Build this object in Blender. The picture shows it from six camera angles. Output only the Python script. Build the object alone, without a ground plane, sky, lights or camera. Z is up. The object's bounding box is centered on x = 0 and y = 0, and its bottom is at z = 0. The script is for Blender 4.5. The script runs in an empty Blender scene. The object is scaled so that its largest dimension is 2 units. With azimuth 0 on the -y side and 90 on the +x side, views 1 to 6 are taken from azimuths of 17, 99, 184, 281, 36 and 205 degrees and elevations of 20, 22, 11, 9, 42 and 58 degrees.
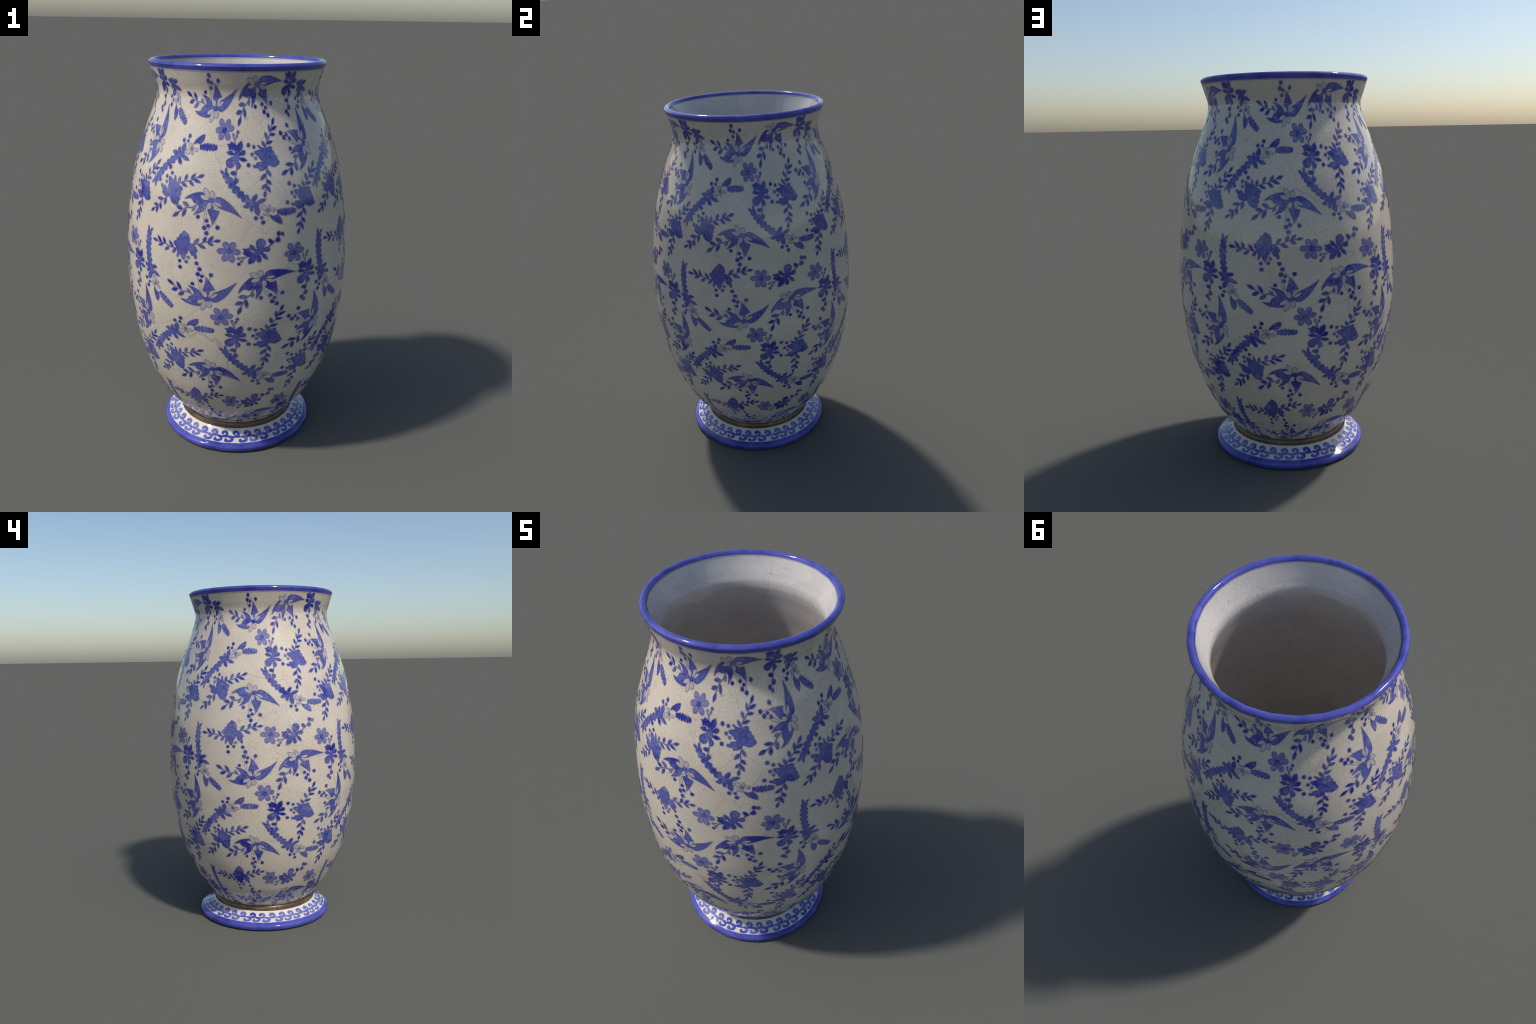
"""Tall blue-and-white crackle-glazed vase on a saucer-like foot.

Built in metres, z up.  The walls are lathed from a profile; the under-glaze
painting is a set of four motifs (lily, garland, rosebud, blossom) that the
potter repeated four times round the belly and in rows up the wall.  Every motif
is described once by strokes in a flat pattern square (100 x 100 units = a
quarter turn x 0.8467 m of height) and then laid on the curved wall as a thin
film of glaze.
"""
import bpy, bmesh, math, random
import numpy as np
from mathutils import Vector
from mathutils.geometry import delaunay_2d_cdt

random.seed(7)
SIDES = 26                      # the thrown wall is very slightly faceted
FACET = 2 * math.pi / SIDES
PHASE = math.radians(8.3)
ROW = 0.8467                    # height of one pattern row
SEG = SIDES * 10

# ------------------------------------------------------------------ profiles
OUTER = [(0.3110, 0.1215), (0.3215, 0.1340), (0.3450, 0.1625), (0.3800, 0.2065), (0.411, 0.249), (0.4515, 0.325), (0.491, 0.415),
         (0.522, 0.512), (0.545, 0.607), (0.560, 0.698), (0.5695, 0.785), (0.576, 0.86), (0.5785, 0.94),
         (0.5785, 1.01), (0.574, 1.12), (0.564, 1.24), (0.552, 1.325), (0.537, 1.415), (0.515, 1.51),
         (0.4785, 1.62), (0.4475, 1.705), (0.4195, 1.775), (0.4045, 1.822), (0.3985, 1.855),
         (0.400, 1.877), (0.412, 1.918), (0.4285, 1.9695)]
LIP = [(0.4285, 1.9695), (0.4325, 1.981), (0.4345, 1.9875), (0.4325, 1.9925), (0.427, 1.9975), (0.4195, 2.0), (0.4115, 1.998),
       (0.4055, 1.992), (0.4020, 1.984)]
INNER = [(0.4020, 1.984), (0.392, 1.955), (0.372, 1.905), (0.3588, 1.868), (0.3575, 1.845), (0.3630, 1.815), (0.3762, 1.77),
         (0.397, 1.70), (0.425, 1.615), (0.456, 1.505), (0.481, 1.39), (0.499, 1.24), (0.508, 1.09), (0.509, 0.95),
         (0.502, 0.80), (0.486, 0.66), (0.460, 0.53), (0.422, 0.41), (0.375, 0.31), (0.305, 0.235), (0.215, 0.195),
         (0.12, 0.182), (0.0, 0.18)]
COLLAR = [(0.298, 0.1215), (0.3110, 0.1218), (0.3160, 0.1175), (0.3190, 0.1110), (0.3205, 0.1040), (0.3205, 0.0970), (0.3190, 0.0910),
          (0.306, 0.0880)]
FOOT_TOP = [(0.306, 0.1045), (0.318, 0.0925), (0.330, 0.0822), (0.345, 0.0715), (0.360, 0.0623), (0.375, 0.0540), (0.3905, 0.0457)]
FOOT_EDGE = [(0.3905, 0.0457), (0.4010, 0.0400), (0.4085, 0.0352), (0.4125, 0.0305), (0.4140, 0.0240), (0.4130, 0.0150),
             (0.4095, 0.0075), (0.4030, 0.0030), (0.394, 0.0005), (0.380, 0.0), (0.352, 0.0), (0.345, 0.004), (0.335, 0.02),
             (0.30, 0.028), (0.15, 0.030), (0.0, 0.030)]


def smooth_curve(points, per=10):
    """Cubic through the control points with chord-length tangents."""
    P = np.array(points, float)
    d = np.r_[0, np.cumsum(np.linalg.norm(np.diff(P, axis=0), axis=1))]
    m = np.gradient(P, d, axis=0)
    out, tan = [], []
    for i in range(len(P) - 1):
        h = d[i + 1] - d[i]
        for k in range(per + (i == len(P) - 2)):
            t = k / per
            out.append((2*t**3 - 3*t*t + 1)*P[i] + (t**3 - 2*t*t + t)*h*m[i] + (3*t*t - 2*t**3)*P[i+1] + (t**3 - t*t)*h*m[i+1])
            tan.append((6*t*t - 6*t)/h*P[i] + (3*t*t - 4*t + 1)*m[i] + (6*t - 6*t*t)/h*P[i+1] + (3*t*t - 2*t)*m[i+1])
    return np.array(out), np.array(tan)


def facet(theta):
    """Radius factor of the faceted round, mean 1."""
    x = np.mod(theta - PHASE, FACET) - FACET / 2
    return 1.0 + 0.55 * (1.0 / np.cos(x) / 1.00243 - 1.0)


def spin(theta, r, z):
    f = r * facet(theta)
    return np.stack([f * np.sin(theta), -f * np.cos(theta), z], -1)


def mesh_object(name, verts, faces, normals, materials, parent, face_mats=None):
    me = bpy.data.meshes.new(name)
    me.from_pydata([tuple(v) for v in verts], [], faces)
    for m in materials:
        me.materials.append(m)
    if face_mats is not None:
        me.polygons.foreach_set("material_index", face_mats)
    me.polygons.foreach_set("use_smooth", [True] * len(me.polygons))
    me.update()
    me.normals_split_custom_set_from_vertices([tuple(n) for n in normals])
    ob = bpy.data.objects.new(name, me)
    bpy.context.scene.collection.objects.link(ob)
    ob.parent = parent
    return ob


def lathe(name, profile, material, parent, per=10):
    """Spin a profile; its outward side is on the right when walking up it."""
    P, Tn = smooth_curve(profile, per)
    P[:, 1] = np.maximum(P[:, 1], 0.0)
    th = np.arange(SEG) * 2 * math.pi / SEG
    verts, norms, faces = [], [], []
    n = len(P)
    for (r, z), (tr, tz) in zip(P, Tn):
        r = max(r, 1e-5)
        verts.append(spin(th, r, np.full(SEG, z)))
        L = math.hypot(tr, tz)
        nr, nz = tz / L, -tr / L
        norms.append(np.stack([nr*np.sin(th), -nr*np.cos(th), np.full(SEG, nz)], -1))
    for i in range(n - 1):
        for j in range(SEG):
            k = (j + 1) % SEG
            faces.append((i*SEG + j, i*SEG + k, (i+1)*SEG + k, (i+1)*SEG + j))
    return mesh_object(name, np.concatenate(verts), faces, np.concatenate(norms), [material], parent)


# ----------------------------------------------------------------- materials
class Nodes:
    def __init__(self, name):
        self.mat = bpy.data.materials.new(name)
        self.mat.use_nodes = True
        self.t = self.mat.node_tree
        self.bsdf = self.t.nodes["Principled BSDF"]
        self.co = self.t.nodes.new("ShaderNodeTexCoord").outputs["Object"]

    def add(self, kind, **props):
        n = self.t.nodes.new("ShaderNode" + kind)
        for k, v in props.items():
            setattr(n, k, v)
        return n

    def put(self, node, **ins):
        for k, v in ins.items():
            s = node.inputs[int(k[1:]) if k[0] == "_" else k]
            if hasattr(v, "default_value") or isinstance(v, bpy.types.NodeSocket):
                self.t.links.new(v, s)
            else:
                s.default_value = v
        return node

    def noise(self, scale, detail=2.0, rough=0.5, vec=None):
        n = self.put(self.add("TexNoise"), Vector=vec or self.co, Scale=scale, Detail=detail, Roughness=rough)
        return n.outputs["Fac"]

    def ramp(self, fac, lo, hi, a=0.0, b=1.0):
        n = self.add("MapRange", clamp=True, interpolation_type="SMOOTHSTEP")
        self.put(n, Value=fac)
        n.inputs["From Min"].default_value, n.inputs["From Max"].default_value = lo, hi
        n.inputs["To Min"].default_value, n.inputs["To Max"].default_value = a, b
        return n.outputs["Result"]

    def mul(self, a, b, op="MULTIPLY"):
        return self.put(self.add("Math", operation=op), _0=a, _1=b).outputs[0]

    def mix(self, fac, a, b):
        n = self.add("Mix", data_type="RGBA")
        self.put(n, _0=fac, _6=a, _7=b)
        return n.outputs[2]

    def warped(self, amount, scale):
        """Object coordinates shaken by a vector noise."""
        n = self.put(self.add("TexNoise"), Vector=self.co, Scale=scale, Detail=2.0)
        s = self.put(self.add("VectorMath", operation="SUBTRACT"), _0=n.outputs["Color"], _1=(0.5, 0.5, 0.5)).outputs[0]
        s = self.add("VectorMath", operation="SCALE"), s
        self.put(s[0], _0=s[1], Scale=amount)
        return self.put(self.add("VectorMath", operation="ADD"), _0=self.co, _1=s[0].outputs[0]).outputs[0]

    def cracks(self, scale, width, amount=0.012, wscale=30.0):
        """1 on the glaze crackle lines, 0 between them."""
        v = self.add("TexVoronoi", feature="DISTANCE_TO_EDGE")
        self.put(v, Vector=self.warped(amount, wscale), Scale=scale)
        return self.ramp(v.outputs["Distance"], width * 0.25, width, 1.0, 0.0)


def rgb(r, g, b):
    """sRGB 0-255 to linear."""
    f = lambda c: c / 12.92 if c <= 0.04045 else ((c + 0.055) / 1.055) ** 2.4
    return tuple(f(c / 255) for c in (r, g, b)) + (1.0,)


def glaze(name, base, shade, crack, crack_amount=0.5, blotch=None, blotch_range=(0.55, 0.75), rough=0.14, cell=46.0,
          big=0.35, ior=1.5, crack_width=0.052, wash=None):
    """Crackled glossy glaze: base colour drifting to shade, dark blotches, fine and coarse crack lines."""
    k = Nodes(name)
    col = k.mix(k.ramp(k.noise(5.0, 4.0, 0.6), 0.35, 0.68), base, shade)
    if wash:
        col = k.mix(k.ramp(k.noise(19.0, 3.0, 0.6), 0.46, 0.70, 0.0, 0.9), col, wash)
    if blotch:
        col = k.mix(k.ramp(k.noise(8.0, 4.0, 0.65), *blotch_range), col, blotch)
    fine = k.mul(k.cracks(cell, crack_width), k.ramp(k.noise(3.1, 3.0), 0.34, 0.62, 0.25, 1.0))
    coarse = k.mul(k.cracks(3.6, 0.008, 0.05, 6.0), k.ramp(k.noise(2.3, 2.0), 0.46, 0.60))
    line = k.mul(k.mul(fine, crack_amount), k.mul(coarse, big), "MAXIMUM")
    col = k.mix(line, col, crack)
    k.put(k.bsdf, **{"Base Color": col, "Roughness": rough, "IOR": ior})
    wob = k.add("Bump")
    wob.inputs["Strength"].default_value = 0.05
    wob.inputs["Distance"].default_value = 0.01
    k.put(wob, Height=k.noise(14.0, 2.0))
    k.t.links.new(wob.outputs[0], k.bsdf.inputs["Normal"])
    return k.mat


CREAM = rgb(206, 194, 177)
M_BODY = glaze("cream_crackle_glaze", CREAM, rgb(196, 183, 166), rgb(130, 117, 99), 0.34, rough=0.055, wash=rgb(200, 188, 174))
M_LINING = glaze("pale_lining_glaze", rgb(202, 196, 191), rgb(192, 186, 181), rgb(132, 125, 118), 0.36, cell=58.0, big=0.4, rough=0.08)  # base colour greyed to offset warm light bouncing between the inner walls
M_FOOT = glaze("white_foot_glaze", rgb(213, 205, 195), rgb(206, 196, 186), rgb(190, 180, 165), 0.12, rough=0.04, big=0.0)
M_RIM = glaze("cobalt_band_glaze", rgb(81, 85, 170), rgb(70, 73, 154), rgb(46, 48, 112), 0.45, blotch=rgb(54, 57, 140), blotch_range=(0.45, 0.66), rough=0.07, big=0.3)
INK = dict(crack_amount=0.85, crack_width=0.08, big=0.5, rough=0.055)
PALE_CONTOUR = glaze("pale_contour_paint", rgb(106, 104, 153), rgb(98, 96, 148), rgb(72, 70, 126), **INK)
TONES = [
    glaze("dark_cobalt_paint", rgb(64, 68, 142), rgb(76, 80, 148), rgb(34, 37, 104), blotch=rgb(32, 37, 134), blotch_range=(0.46, 0.62), wash=rgb(88, 92, 154), **INK),
    glaze("cobalt_paint", rgb(91, 95, 158), rgb(80, 84, 150), rgb(46, 50, 114), blotch=rgb(38, 43, 138), blotch_range=(0.53, 0.68), wash=rgb(118, 120, 170), **INK),
    glaze("pale_cobalt_paint", rgb(122, 120, 165), rgb(112, 111, 158), rgb(74, 75, 130), wash=rgb(138, 134, 172), **INK),
    glaze("lilac_outline_paint", rgb(144, 136, 158), rgb(136, 128, 154), rgb(104, 96, 118), 0.5, rough=0.055),
    glaze("petal_wash_paint", rgb(184, 172, 164), rgb(174, 163, 158), rgb(126, 115, 110), 0.45, rough=0.055),
    glaze("bleeding_edge_paint", rgb(146, 141, 164), rgb(138, 133, 160), rgb(106, 101, 130), 0.5, rough=0.055),
    glaze("faint_bleed_paint", rgb(179, 168, 162), rgb(171, 160, 156), rgb(124, 114, 110), 0.38, rough=0.055),
    glaze("cobalt_contour_paint", rgb(74, 77, 144), rgb(66, 69, 136), rgb(42, 45, 108), blotch=rgb(36, 41, 132), blotch_range=(0.5, 0.68), wash=rgb(96, 98, 156), **INK),
    PALE_CONTOUR,
    glaze("soft_edge_paint", rgb(110, 109, 156), rgb(102, 101, 152), rgb(70, 70, 124), rough=0.055),
]
M_SCROLL = glaze("scroll_paint", rgb(108, 114, 172), rgb(90, 97, 165), rgb(76, 84, 146), 0.3, blotch=rgb(52, 60, 146), blotch_range=(0.48, 0.66), rough=0.04, big=0.0)
M_SCROLL_EDGE = glaze("scroll_bleed_paint", rgb(162, 160, 184), rgb(152, 152, 182), rgb(150, 150, 180), 0.2, rough=0.04, big=0.0)


def collar_material():
    k = Nodes("bare_bronze_clay")
    col = k.mix(k.ramp(k.noise(6.0, 5.0, 0.65), 0.4, 0.65), rgb(122, 102, 76), rgb(92, 74, 54))
    col = k.mix(k.ramp(k.noise(40.0, 3.0), 0.5, 0.75, 0.0, 0.5), col, rgb(70, 56, 42))
    k.put(k.bsdf, **{"Base Color": col, "Roughness": 0.3, "Metallic": 0.25})
    return k.mat


M_COLLAR = collar_material()
k_ = Nodes("seam_dark")
k_.put(k_.bsdf, **{"Base Color": rgb(84, 76, 64), "Roughness": 0.4})
M_SEAM = k_.mat

# --------------------------------------------------- painted motifs (strokes)
# blade: closed outline; leaf: width, base, tip; petal/bead/outline/ghost: width, two ends;
# stem: width, path; berry: radius, centre.  Second entry is the paint tone.
# origin [  6.6 167.7]
LILY = [
    ('blade', 1, [(2.4, 1.3), (4.8, 1.9), (7.7, 0.6), (10.6, -1.6), (13.2, -4.4), (16.5, -8.5), (12, -6.2), (7.8, -4.7), (4.5, -3.5), (2.2, -1)]),
    ('blade', 1, [(-3.8, 3.5), (-6.6, 3.8), (-9.9, 2.9), (-12.8, 1.5), (-14.8, -0.3), (-11, 0.3), (-9.3, -1.6), (-7.2, -2.2), (-4.5, -1.7), (-1.8, -0.3)]),
    ('blade', 1, [(-6, -1.8), (-6.5, -4.2), (-7.6, -6.1), (-9.2, -8.1), (-5.6, -6.7), (-3.1, -4.8), (-2.2, -3.2), (-2.3, -1.1)]),
    ('blade', 1, [(0.8, -2.7), (-1.4, -4.7), (-0.6, -7.2), (0.5, -9.5), (1.2, -12.9), (2.9, -10.1), (4.2, -7.4), (5, -5.3), (2.6, -4.7)]),
    ('stem', 3, 0.3, [(-3.1, -5.5), (-3.3, -9.6), (-3.1, -13.5)]),
    ('stem', 3, 0.3, [(-2.5, -5), (-1.9, -7.8), (-1.8, -10.1)]),
    ('stem', 3, 0.3, [(1.8, -10.1), (0.5, -13.7), (-1.2, -16.2)]),
    ('stem', 3, 0.3, [(2.5, -11), (3.8, -13.1)]),
    ('berry', 1, 2.62, (0.4, -1.2)),
    ('outline', 3, 1.37, (-0.9, 1.1), (-3.7, 6.3)),
    ('outline', 3, 1.5, (0.3, 1.2), (1, 4.9)),
    ('ghost', 4, 1.03, (-1.2, 0.4), (-5.7, 2.1)),
    ('ghost', 4, 1.19, (-0.3, -1.1), (-1, -4.5)),
    ('ghost', 4, 0.73, (2, -0.7), (6, -2.9)),
    ('ghost', 4, 0.73, (1.1, -1.3), (4.7, -5.2)),
    ('berry', 1, 1.28, (0, 0)),
    ('berry', 0, 1, (-1.8, -10.7)),
    ('berry', 0, 0.96, (-0.9, -13.3)),
    ('berry', 0, 1.19, (-2.9, -14.5)),
    ('berry', 0, 1.14, (-1.7, -17.3)),
    ('berry', 0, 1.09, (4.1, -13.9)),
    ('berry', 0, 1, (-6.6, -9)),
    ('stem', 1, 0.35, [(-6.2, -2.1), (-10.5, -4.4), (-13.1, -4.7), (-15.7, -6.2), (-18.4, -7.9)]),
    ('leaf', 2, 0.82, (-8.2, -3.3), (-10, -6.1)),
    ('leaf', 1, 1.14, (-11.9, -3.9), (-15.8, -2.1)),
    ('leaf', 0, 1, (-13.4, -5.3), (-15.7, -9.8)),
    ('leaf', 0, 1.19, (-15.6, -5.7), (-19.6, -4.8)),
    ('leaf', 0, 1.05, (-17.7, -7.7), (-21.6, -10.6)),
]
# origin [ 14.7 180.3]
GARLAND = [
    ('leaf', 1, 0.78, (-0.8, 0.4), (-3.4, 2.9)),
    ('leaf', 1, 0.73, (-0.3, 0.9), (-0.1, 4.5)),
    ('bead', 1, 1.6, (-1.8, -0.5), (1.5, 1.1)),
    ('bead', 1, 1.5, (-0.3, -3), (3.6, -1.2)),
    ('bead', 1, 1.6, (1.4, -5.6), (5.2, -3)),
    ('bead', 1, 1.55, (3.6, -8), (7.2, -5.5)),
    ('bead', 1, 1.41, (6.2, -10.4), (9.4, -7.7)),
    ('bead', 1, 1.41, (8.6, -12.5), (11.9, -9.5)),
    ('bead', 1, 1.37, (10.9, -14), (13.6, -11.7)),
    ('stem', 1, 2.7, [(-0.4, 0.2), (2.8, -3.7), (6, -7.5), (9.1, -10.3), (13.8, -13.8)]),
    ('berry', 1, 2.17, (14.1, -14)),
    ('berry', 1, 1.82, (16, -14.6)),
    ('leaf', 0, 1.28, (13.9, -12.9), (16.7, -9.2)),
    ('leaf', 1, 1.14, (15.7, -13.8), (21.6, -11.7)),
    ('leaf', 1, 1.19, (13.3, -14.7), (9.2, -15.3)),
    ('leaf', 1, 1.09, (13.5, -14.9), (13.7, -18)),
    ('leaf', 1, 1.64, (16, -14.8), (17.2, -20.2)),
    ('berry', 0, 1, (15.8, -21.4)),
    ('berry', 0, 0.82, (18.9, -21.3)),
    ('berry', 0, 1.07, (19.6, -23.8)),
    ('outline', 3, 1.32, (21.7, -16.9), (18.7, -15.2)),
    ('outline', 3, 0.68, (22.7, -16.7), (23.3, -14.8)),
    ('outline', 3, 0.78, (21.8, -18.4), (19.8, -19.8)),
    ('outline', 3, 0.82, (23.4, -17.5), (26.4, -17.1)),
    ('outline', 3, 0.68, (22.3, -18.5), (21.7, -20.4)),
    ('berry', 2, 0.91, (22.4, -17.7)),
    ('blade', 1, [(23.2, -19.9), (25.4, -20.7), (27.4, -20.3), (28.9, -21.5), (29.8, -23), (29.9, -25.2), (27.7, -24.6), (25.3, -23), (23.8, -21.5)]),
    ('bead', 1, 0.96, (28.8, -20), (28.6, -17.7)),
    ('bead', 1, 1, (30.4, -20.8), (30.1, -17.2)),
    ('bead', 1, 1, (32.3, -21.1), (32, -17.1)),
    ('bead', 1, 1, (34.2, -20.9), (34, -17.2)),
    ('bead', 1, 1, (36.1, -20.7), (35.9, -17.3)),
    ('bead', 1, 0.82, (37.7, -20.3), (37.6, -17.7)),
    ('stem', 1, 2.4, [(27.4, -18.8), (30, -19), (33.7, -19.1), (37.9, -19)]),
]
# origin [ -7.6 150.3]
BUD = [
    ('blade', 1, [(-0, -0), (1.3, -0.4), (2.8, -1.8), (3.5, -3.5), (3.5, -5.5), (4, -6.5), (5.3, -6.6), (6.6, -7.7), (7.5, -9.1), (8, -10.5), (7.2, -10.3), (7.1, -11.7), (7.6, -13.5), (7.2, -14.4), (6.4, -14.3), (5.9, -12.8), (4.9, -12.9), (4.1, -11.7), (3.4, -10.2), (2.8, -10.1), (2.5, -11.6), (1.6, -12.5), (1.1, -14.5), (0.6, -15.6), (-0.2, -15.8), (-1.2, -14.3), (-1.9, -12.8), (-2.8, -13.8), (-3.4, -15.2), (-3.9, -14.3), (-3.5, -12.1), (-4.3, -9.7), (-5.7, -7.8), (-5.7, -6.4), (-4.1, -5.6), (-4.1, -4.6), (-2.5, -3.5), (-2.6, -2.6), (-1.1, -1.5)]),
    ('berry', 0, 0.91, (-2.1, -16.9)),
    ('berry', 0, 1.07, (-1.8, -20.3)),
    ('berry', 1, 0.91, (1.8, -16.7)),
    ('berry', 2, 0.82, (2.9, -14.2)),
    ('berry', 0, 1.05, (7.5, -17)),
    ('stem', 1, 0.35, [(-3.9, -10.3), (-7.9, -9.9), (-11.8, -8.8), (-17.1, -8.6)]),
    ('leaf', 1, 0.91, (-4.3, -10.1), (-6.6, -13.1)),
    ('leaf', 0, 0.87, (-6.1, -10.2), (-8.8, -6.7)),
    ('leaf', 1, 0.96, (-8.6, -10.1), (-11.4, -12.3)),
    ('leaf', 0, 0.82, (-11.2, -9.2), (-12.8, -5.4)),
    ('leaf', 1, 0.91, (-12.2, -8.8), (-16, -10.8)),
    ('leaf', 0, 0.91, (-13.6, -9), (-17, -5.3)),
    ('leaf', 0, 0.96, (-16.6, -8.4), (-20.5, -8)),
    ('stem', 1, 0.35, [(3.6, -6.7), (6.4, -6.4), (9.1, -6.1), (11.5, -4.8), (13.9, -4.3), (16.9, -3.8)]),
    ('leaf', 1, 0.96, (5.8, -6.6), (8.5, -3.2)),
    ('leaf', 1, 1, (7.9, -6.1), (12.2, -8.2)),
    ('leaf', 0, 1, (10.9, -5.1), (12.4, -1.9)),
    ('leaf', 0, 0.91, (13.4, -4.6), (16.3, -1.2)),
    ('leaf', 1, 0.91, (13, -4.5), (16.3, -6.2)),
    ('leaf', 0, 0.87, (16.5, -3.9), (19.9, -3.4)),
]
# origin [ 16.7 141.2]
FLOWER = [
    ('petal', 2, 1.55, (0, 0), (-2.4, 5.1)),
    ('petal', 2, 1.55, (0, 0), (2.8, 4.9)),
    ('petal', 2, 1.55, (0, 0), (5.8, -0.4)),
    ('petal', 2, 1.55, (0, 0), (2, -5.9)),
    ('petal', 2, 1.55, (0, 0), (-2.9, -5.3)),
    ('petal', 2, 1.55, (0, 0), (-6.1, 0.2)),
    ('berry', 1, 1.6, (0.1, 0.2)),
    ('leaf', 0, 0.59, (-0.2, -2.2), (0.4, 3.2)),
    ('leaf', 1, 0.68, (-2, -0.1), (2.5, 0.3)),
    ('stem', 2, 0.45, [(4.7, -3.4), (6.8, -3.3), (8.8, -2.9), (10.6, -2.1)]),
    ('stem', 2, 0.3, [(7.7, -3.4), (6.3, -5.1), (5.2, -6.8)]),
    ('berry', 2, 0.59, (4.7, -3.8)),
    ('berry', 2, 0.68, (6.3, -5.3)),
    ('berry', 1, 0.82, (5, -6.9)),
    ('berry', 1, 2.28, (13.6, -1.1)),
    ('berry', 1, 1.94, (15.7, -0)),
    ('blade', 0, [(6.9, 1.8), (8.4, 1.5), (10.1, 2.1), (11.3, -0.3), (12.7, -2.1), (10.4, -3.1), (8.8, -2.3), (7.1, -1.2), (7.6, 0.3)]),
    ('leaf', 0, 1.23, (13.4, -0.4), (10.6, 3.6)),
    ('petal', 1, 2.39, (15.2, 0), (16.8, 6.7)),
    ('leaf', 0, 1.09, (16.4, -1), (19.7, -4.8)),
    ('petal', 0, 1.28, (15, -1.9), (15.4, -6.2)),
    ('leaf', 0, 1.82, (13.8, -1.9), (9.9, -6.8)),
    ('petal', 1, 1.28, (16.8, 0.6), (21, 0.9)),
    ('berry', 4, 0.55, (12.3, -0.1)),
    ('stem', 1, 0.4, [(19, 0.7), (21.7, 3.4), (23.9, 5.2), (25.7, 7.2), (26.2, 8.8)]),
    ('berry', 1, 1.23, (19.8, 1)),
    ('bead', 0, 1.05, (20.5, 6.3), (22.5, 3.6)),
    ('berry', 1, 1.32, (25.4, 5.5)),
    ('berry', 0, 1.14, (25.9, 8.9)),
    ('berry', 1, 1, (28, 8.4)),
]

# where each motif sits in the pattern square: across, up, turn in degrees, mirrored
PLACES = {
    "painted_lily": (LILY, [(6.6, 167.7, 0, 0), (5.3, 113.3, 7.2, 1), (33.8, 125.7, 32.6, 0), (65.3, 95.0, 63.8, 1)]),
    "painted_garland": (GARLAND, [(14.7, 180.3, 0, 0), (-29.8, 75.4, -0.3, 1), (-31.6, 144.4, -40.7, 0)]),
    "painted_rosebud": (BUD, [(-7.6, 150.3, 0, 0), (-12.1, 163.7, -152, 0), (66.9, 163.6, -121.1, 0), (45.7, 86.8, -111, 0)]),
    "painted_blossom": (FLOWER, [(16.7, 141.2, 0, 0), (51.4, 138.4, -60.7, 1), (12.6, 103.1, -61, 1)]),
}
GRID = 0.6                      # mesh size of the paint film, pattern units


def closed_spline(ctrl, step=0.45):
    """Closed smooth outline that keeps sharp control points sharp."""
    P = [np.array(p, float) for p in ctrl]
    n = len(P)
    sharp = []
    for i in range(n):
        a, b = P[i] - P[i-1], P[(i+1) % n] - P[i]
        c = a @ b / (np.linalg.norm(a) * np.linalg.norm(b) + 1e-9)
        sharp.append(c < 0.25)
    out = []
    for i in range(n):
        p0, p1, p2, p3 = P[i-1], P[i], P[(i+1) % n], P[(i+2) % n]
        m1 = (p2 - p1) * 0.9 if sharp[i] else (p2 - p0) / 2
        m2 = (p2 - p1) * 0.9 if sharp[(i+1) % n] else (p3 - p1) / 2
        k = max(2, int(np.linalg.norm(p2 - p1) / step))
        for j in range(k):
            t = j / k
            out.append((2*t**3 - 3*t*t + 1)*p1 + (t**3 - 2*t*t + t)*m1 + (3*t*t - 2*t**3)*p2 + (t**3 - t*t)*m2)
    return np.array(out)


def lens(a, b, w, belly, power):
    """Outline of a leaf or petal from a to b, widest at belly."""
    a, b = np.array(a, float), np.array(b, float)
    d = b - a
    L = np.linalg.norm(d)
    u = d / L
    v = np.array([-u[1], u[0]])
    n = max(7, int(L / 0.4))
    t = (1 - np.cos(np.linspace(0, math.pi, n + 1))) / 2
    s = np.where(t < belly, t / belly * 0.5, 0.5 + (t - belly) / (1 - belly) * 0.5)
    h = w * np.sin(math.pi * s) ** power
    up = [a + u * L * ti + v * hi for ti, hi in zip(t, h)]
    dn = [a + u * L * ti - v * hi for ti, hi in zip(t[1:-1], h[1:-1])]
    return np.array(up + dn[::-1])


def band(path, w0, w1=None, step=0.4):
    """Outline of a stroke along a path."""
    P, Tn = smooth_curve(path, max(3, int(np.linalg.norm(np.diff(np.array(path), axis=0), axis=1).max() / step)))
    Tn /= np.linalg.norm(Tn, axis=1)[:, None] + 1e-9
    N = np.stack([-Tn[:, 1], Tn[:, 0]], 1)
    w = np.linspace(w0, w0 if w1 is None else w1, len(P))[:, None] / 2
    return np.concatenate([P + N*w, (P - N*w)[::-1]])


def disc(c, r, n=14):
    t = np.arange(n) * 2 * math.pi / n
    return np.stack([c[0] + r*np.cos(t), c[1] + r*np.sin(t)], 1)


def grow(poly, d):
    """Outline pushed outwards by d."""
    area = np.sum(poly[:, 0]*np.roll(poly[:, 1], -1) - poly[:, 1]*np.roll(poly[:, 0], -1))
    t = np.roll(poly, -1, 0) - np.roll(poly, 1, 0)
    n = np.stack([t[:, 1], -t[:, 0]], 1)
    n /= np.linalg.norm(n, axis=1)[:, None] + 1e-9
    return poly + n * d * (1 if area > 0 else -1)


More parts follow.
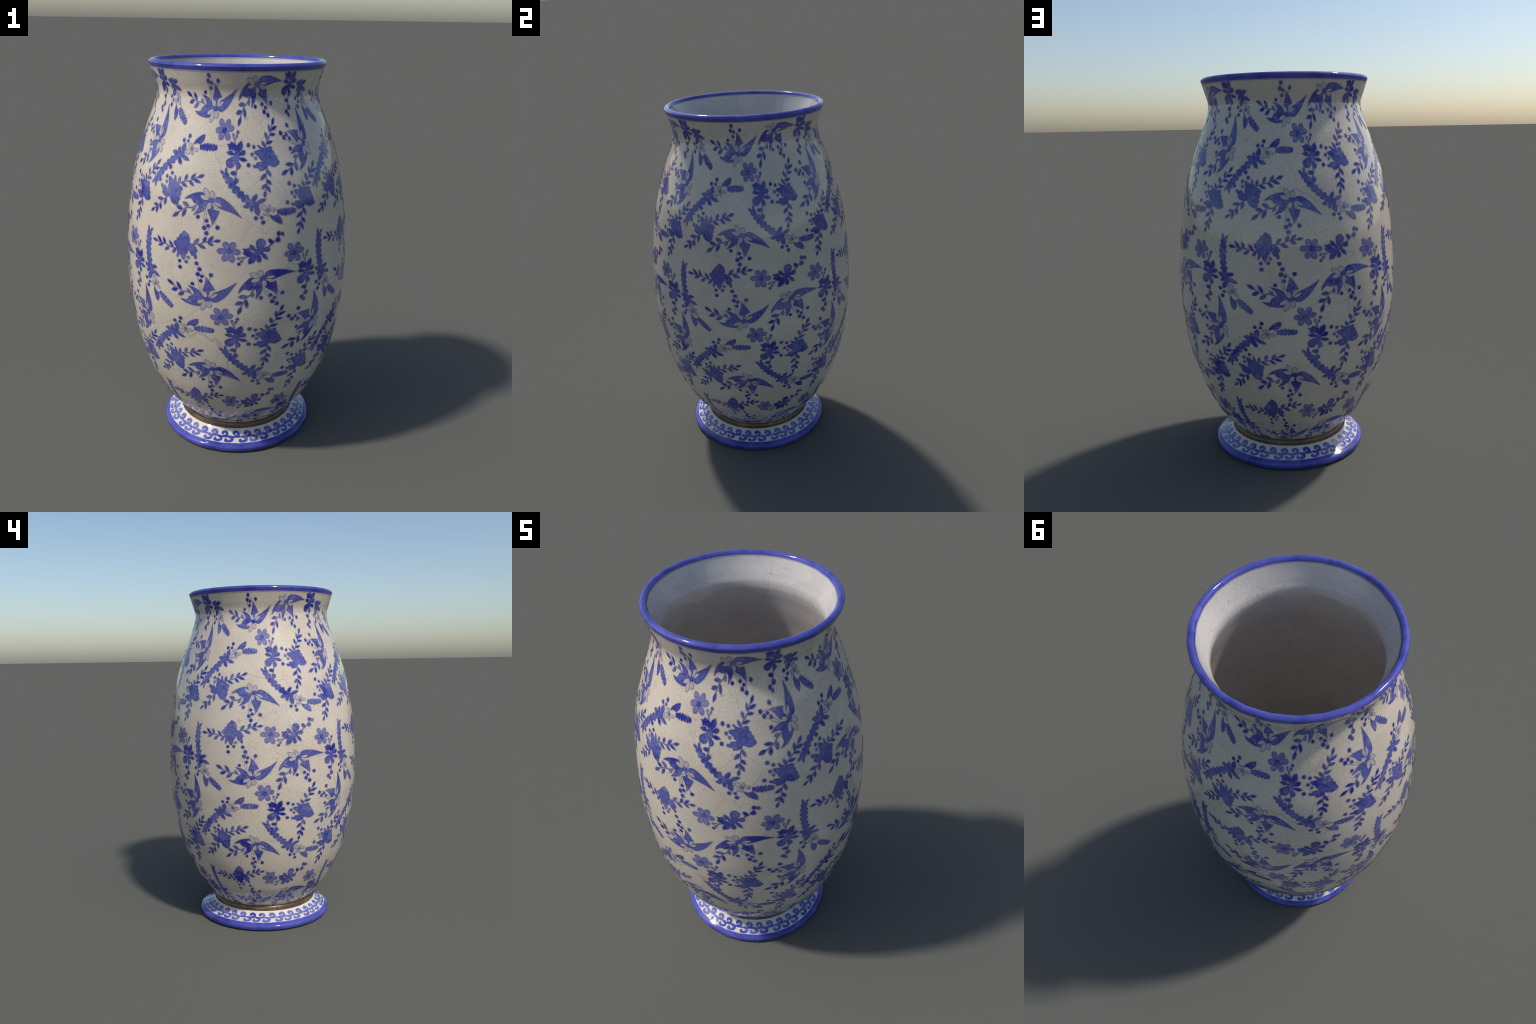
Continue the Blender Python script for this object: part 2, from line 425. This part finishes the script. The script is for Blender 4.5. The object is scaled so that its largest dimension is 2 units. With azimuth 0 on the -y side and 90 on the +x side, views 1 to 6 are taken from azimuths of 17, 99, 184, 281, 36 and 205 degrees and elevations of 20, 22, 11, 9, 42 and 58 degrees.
def fill(poly, grid=GRID):
    """Triangulate an outline with inner grid points so that it can bend."""
    lo, hi = poly.min(0), poly.max(0)
    nxt = np.roll(poly, -1, 0)
    inner = []
    for y in np.arange(lo[1] + grid*0.5, hi[1], grid):
        for x in np.arange(lo[0] + grid*0.5, hi[0], grid):
            c = ((poly[:, 1] > y) != (nxt[:, 1] > y))
            xs = (nxt[:, 0]-poly[:, 0])*(y-poly[:, 1])/np.where(c, nxt[:, 1]-poly[:, 1], 1) + poly[:, 0]
            if (c & (x < xs)).sum() % 2 and np.min(np.hypot(poly[:, 0]-x, poly[:, 1]-y)) > grid*0.35:
                inner.append((x, y))
    pts = [Vector(p) for p in poly] + [Vector(p) for p in inner]
    n = len(poly)
    v, _, f, *_ = delaunay_2d_cdt(pts, [(i, (i+1) % n) for i in range(n)], [], 1, 1e-5)
    return np.array([tuple(p) for p in v]), [tuple(q) for q in f]


def shape(s, d=0.0):
    """Outline of one stroke, swollen by d."""
    kind = s[0]
    if kind == "blade":
        return grow(closed_spline(s[2]), d) if d else closed_spline(s[2])
    if kind == "stem":
        return band(s[3], s[2] + 2*d)
    if kind == "berry":
        return disc(s[3], s[2] + d)
    a, b = np.array(s[3], float), np.array(s[4], float)
    u = (b - a) / np.linalg.norm(b - a)
    belly, power, tip = {"leaf": (0.52, 0.85, 1.7), "bead": (0.5, 0.45, 1.0), "petal": (0.70, 0.66, 1.1)}.get(kind, (0.56, 0.6, 1.1))
    return lens(a - u*d, b + u*d*tip, s[2]*(0.92 if kind == "leaf" else 1.0) + d, belly, power)


CONTOUR = {0: 0, 1: 7, 2: 8}


def draw(strokes):
    """Turn strokes into film pieces (verts, faces, tone, layer): a faint bleed,
    a soft edge, the darker contour where paint pools, and the wash inside it."""
    out = []
    for i, s in enumerate(strokes):
        kind, tone = s[0], s[1]
        layer = 3 + i
        if kind == "outline":
            out.append((*fill(shape(s, 0.40)), 6, 1))
            out.append((*fill(shape(s, 0.12)), 3, layer))
            out.append((*fill(shape(s, -0.28)), 4, layer + 0.5))
            continue
        if tone >= 3:
            out.append((*fill(shape(s)), tone, layer))
            continue
        out.append((*fill(shape(s, 0.42)), 6, 0))
        out.append((*fill(shape(s, 0.20)), 5, 1.2))
        out.append((*fill(shape(s, 0.03)), 9, 2.4))
        if kind == "stem" and s[2] < 1.5:
            out.append((*fill(shape(s, -0.08)), tone, layer))
            continue
        out.append((*fill(shape(s, -0.13)), CONTOUR[tone], layer))
        if tone and kind != "stem":
            out.append((*fill(shape(s, -0.42)), tone, layer + 0.5))
        elif tone:
            out.append((*fill(shape(s, -0.1)), tone, layer + 0.5))
    return out


WALL, WALL_T = smooth_curve(OUTER, 24)


def wall(z):
    r = np.interp(z, WALL[:, 1], WALL[:, 0])
    tr = np.interp(z, WALL[:, 1], WALL_T[:, 0])
    tz = np.interp(z, WALL[:, 1], WALL_T[:, 1])
    L = np.hypot(tr, tz)
    return r, tz / L, -tr / L


def row_height(b):
    """Pattern height to wall height; the rows crowd together under the belly."""
    z = b * ROW / 100
    return np.interp(z, [0.02, 0.1126, 0.178, 0.2176, 0.2328, 0.347, 3.0], [0.095, 0.1590, 0.2020, 0.236, 0.2508, 0.347, 3.0])


def lay_on_wall(name, pieces, place, quarter, row, parent, top=1.967, low=0.1260):
    a0, b0, turn, flip = place
    c, s = math.cos(math.radians(turn)), math.sin(math.radians(turn))
    V, N, F, FM, base = [], [], [], [], 0
    for pv, pf, tone, layer in pieces:
        x, y = pv[:, 0], pv[:, 1] * (-1 if flip else 1)
        a = a0 + c*x - s*y + 100*quarter
        z = row_height(b0 + s*x + c*y + 100*row)
        if z.min() >= top or z.max() <= low:
            continue
        out = (z >= top) | (z <= low)
        z = np.clip(z, low, top)
        keep = [f for f in pf if not all(out[i] for i in f)]
        if not keep:
            continue
        th = np.radians(a * 0.9)
        r, nr, nz = wall(z)
        n = np.stack([nr*np.sin(th), -nr*np.cos(th), nz], 1)
        lift = 0.00035 + 0.000022 * layer + (0.00012 if layer > 2 else 0)
        V.append(spin(th, r, z) + n*lift)
        N.append(n)
        F += [tuple(base + i for i in (f[::-1] if flip else f)) for f in keep]
        FM += [tone] * len(keep)
        base += len(pv)
    if not F:
        return None
    V, N = np.concatenate(V), np.concatenate(N)
    used = sorted({i for f in F for i in f})
    new = {o: i for i, o in enumerate(used)}
    F = [tuple(new[i] for i in f) for f in F]
    V, N = V[used], N[used]
    # face the film outwards
    p, q, r3 = (V[[f[i] for f in F]] for i in range(3))
    back = np.einsum("ij,ij->i", np.cross(q - p, r3 - p), N[[f[0] for f in F]]) < 0
    F = [f[::-1] if bk else f for f, bk in zip(F, back)]
    return mesh_object(name, V, F, N, TONES, parent, FM)


# --------------------------------------------------------------------- build
vase = bpy.data.objects.new("ceramic_vase", None)
bpy.context.scene.collection.objects.link(vase)
vase["label"] = "tall cream crackle-glazed vase with cobalt blue painted flowers"
vase["category"] = "vase"

body = lathe("body", OUTER, M_BODY, vase)
rim = lathe("rim", LIP, M_RIM, vase, per=6)
lining = lathe("lining", INNER, M_LINING, vase)
collar = lathe("collar", COLLAR[::-1], M_COLLAR, vase)
foot = lathe("foot", FOOT_TOP[::-1], M_FOOT, vase)
foot_band = lathe("foot_band", FOOT_EDGE[::-1], M_RIM, foot)
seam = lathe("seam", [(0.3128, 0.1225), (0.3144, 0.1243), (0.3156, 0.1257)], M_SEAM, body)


def bleed_strip(name, a, b, side, parent, tones=(5, 6)):
    """Two narrow rings where the cobalt band bleeds into the pale glaze, from a to b."""
    a, b = np.array(a), np.array(b)
    d = (b - a) / np.linalg.norm(b - a)
    lift = np.array([d[1], -d[0]]) * 0.0004 * side
    m = (a + b) / 2
    for p, q, tone in ((a, m, tones[0]), (m, b, tones[1])):
        pts = [tuple(p + lift), tuple((p + q)/2 + lift), tuple(q + lift)]
        lathe(name, pts if side > 0 else pts[::-1], tone if not isinstance(tone, int) else TONES[tone], parent, per=2)


bleed_strip("band_bleed", (0.4285, 1.9695), (0.42655, 1.9632), -1, rim)
bleed_strip("band_bleed", (0.4020, 1.984), (0.39985, 1.978), 1, rim)
bleed_strip("band_bleed", (0.3905, 0.0457), (0.3865, 0.0478), 1, foot, (M_SCROLL_EDGE, M_FOOT))

for name, (strokes, places) in PLACES.items():
    pieces = draw(strokes)
    for pi, place in enumerate(places):
        for row in (-2, -1, 0, 1):
            mid = row_height(place[1] + 100*row)
            if mid < -0.1 or mid > 2.3:
                continue
            top = 1.967
            if row == 1 and name == "painted_rosebud" and pi == 0:
                continue
            if row == 1 and name == "painted_garland" and pi == 2:
                top = 1.928
            for quarter in range(4):
                lay_on_wall(name, pieces, place, quarter, row, body, top)

# running scroll round the foot: twelve groups of three pairs of curls
FT, FT_T = smooth_curve(FOOT_TOP, 20)
OUTER_CURLS, INNER_CURLS = (24.0, 2.8, 12.0), (28.5, 8.0, 18.2)
CURL_OUT = [(-2.0, 0.3715), (-2.3, 0.3765), (-0.8, 0.3808), (1.3, 0.3798), (3.0, 0.3730), (3.0, 0.3650), (1.6, 0.3595), (-0.4, 0.3575)]
CURL_IN = [(-1.2, 0.3450), (-1.9, 0.3400), (-0.6, 0.3355), (1.2, 0.3362), (2.3, 0.3420), (2.2, 0.3495), (1.0, 0.3550), (-1.2, 0.3575)]
CURL_W = [0.0090, 0.0124, 0.0106, 0.0112, 0.0128, 0.0134, 0.0124, 0.0090]


def scroll_path(path, widths, grow_by=0.0):
    """Stroke of varying width; angle in degrees, radius in metres."""
    R = 0.357
    P = [(math.radians(u) * R, r) for u, r in path]
    C, Tn = smooth_curve(P, 8)
    w = np.interp(np.linspace(0, len(widths) - 1, len(C)), range(len(widths)), widths) / 2 + grow_by
    Tn /= np.linalg.norm(Tn, axis=1)[:, None]
    Nn = np.stack([-Tn[:, 1], Tn[:, 0]], 1)
    V, F = [], []
    cols = (-1, -0.5, 0, 0.5, 1)
    for c_, n_, wi in zip(C, Nn, w):
        V += [c_ + n_ * wi * k for k in cols]
    for i in range(len(C) - 1):
        for k in range(len(cols) - 1):
            F.append((i*5 + k, i*5 + k + 1, (i+1)*5 + k + 1, (i+1)*5 + k))
    V = np.array(V)
    t = np.arange(12) * math.pi / 6
    b = len(V)
    cap = [C[0]] + [C[0] + w[0]*np.array([math.cos(q), math.sin(q)]) for q in t]
    V = np.concatenate([V, np.array(cap)])
    F += [(b, b + 1 + i, b + 1 + (i+1) % 12) for i in range(12)]
    return V[:, 0] / R, V[:, 1], F


def lay_on_foot(name, parts, parent):
    V, N, F, FM, base = [], [], [], [], 0
    for (th, r, faces), shift, lift, slot in parts:
        th = th + shift
        z = np.interp(r, FT[:, 0], FT[:, 1])
        tr, tz = (np.interp(r, FT[:, 0], FT_T[:, i]) for i in (0, 1))
        L = np.hypot(tr, tz)
        n = np.stack([-tz/L*np.sin(th), tz/L*np.cos(th), tr/L], 1)
        v = spin(th, r, z) + n*lift
        for f in faces:
            q = [v[i] for i in f[:3]]
            F.append(tuple(base + i for i in (f if np.dot(np.cross(q[1]-q[0], q[2]-q[0]), n[f[0]]) > 0 else f[::-1])))
            FM.append(slot)
        V.append(v); N.append(n); base += len(v)
    return mesh_object(name, np.concatenate(V), F, np.concatenate(N), [M_SCROLL, M_SCROLL_EDGE], parent, FM)


for g in range(12):
    for i in range(3):
        rnd = random.Random(i)
        parts = []
        for k, (path, at) in enumerate(((CURL_OUT, OUTER_CURLS[i]), (CURL_IN, INNER_CURLS[i]))):
            sh = math.radians(30*g + at)
            fat = [w * (1.1, 1.0, 1.12)[i] for w in CURL_W]
            parts.append((scroll_path(path, fat, 0.0020), sh, 0.0004, 1))
            parts.append((scroll_path(path, fat), sh, 0.0007 + 0.0001*k, 0))
        o, n_ = OUTER_CURLS[i], INNER_CURLS[i]
        nxt = OUTER_CURLS[(i+1) % 3]
        nxt += 30 * math.ceil((o + 0.1 - nxt) / 30)
        wave = [(o - 0.8, 0.3570), (o + 1.5, 0.3590), (o + 3.6, 0.3575), (o + 6.0, 0.3580), (nxt - 0.6, 0.3570)]
        parts.append((scroll_path(wave, [0.0056, 0.0082, 0.0064, 0.0082, 0.0056], 0.0018), math.radians(30*g), 0.00045, 1))
        parts.append((scroll_path(wave, [0.0056, 0.0082, 0.0064, 0.0082, 0.0056]), math.radians(30*g), 0.0009, 0))
        lay_on_foot("painted_scroll", parts, foot)
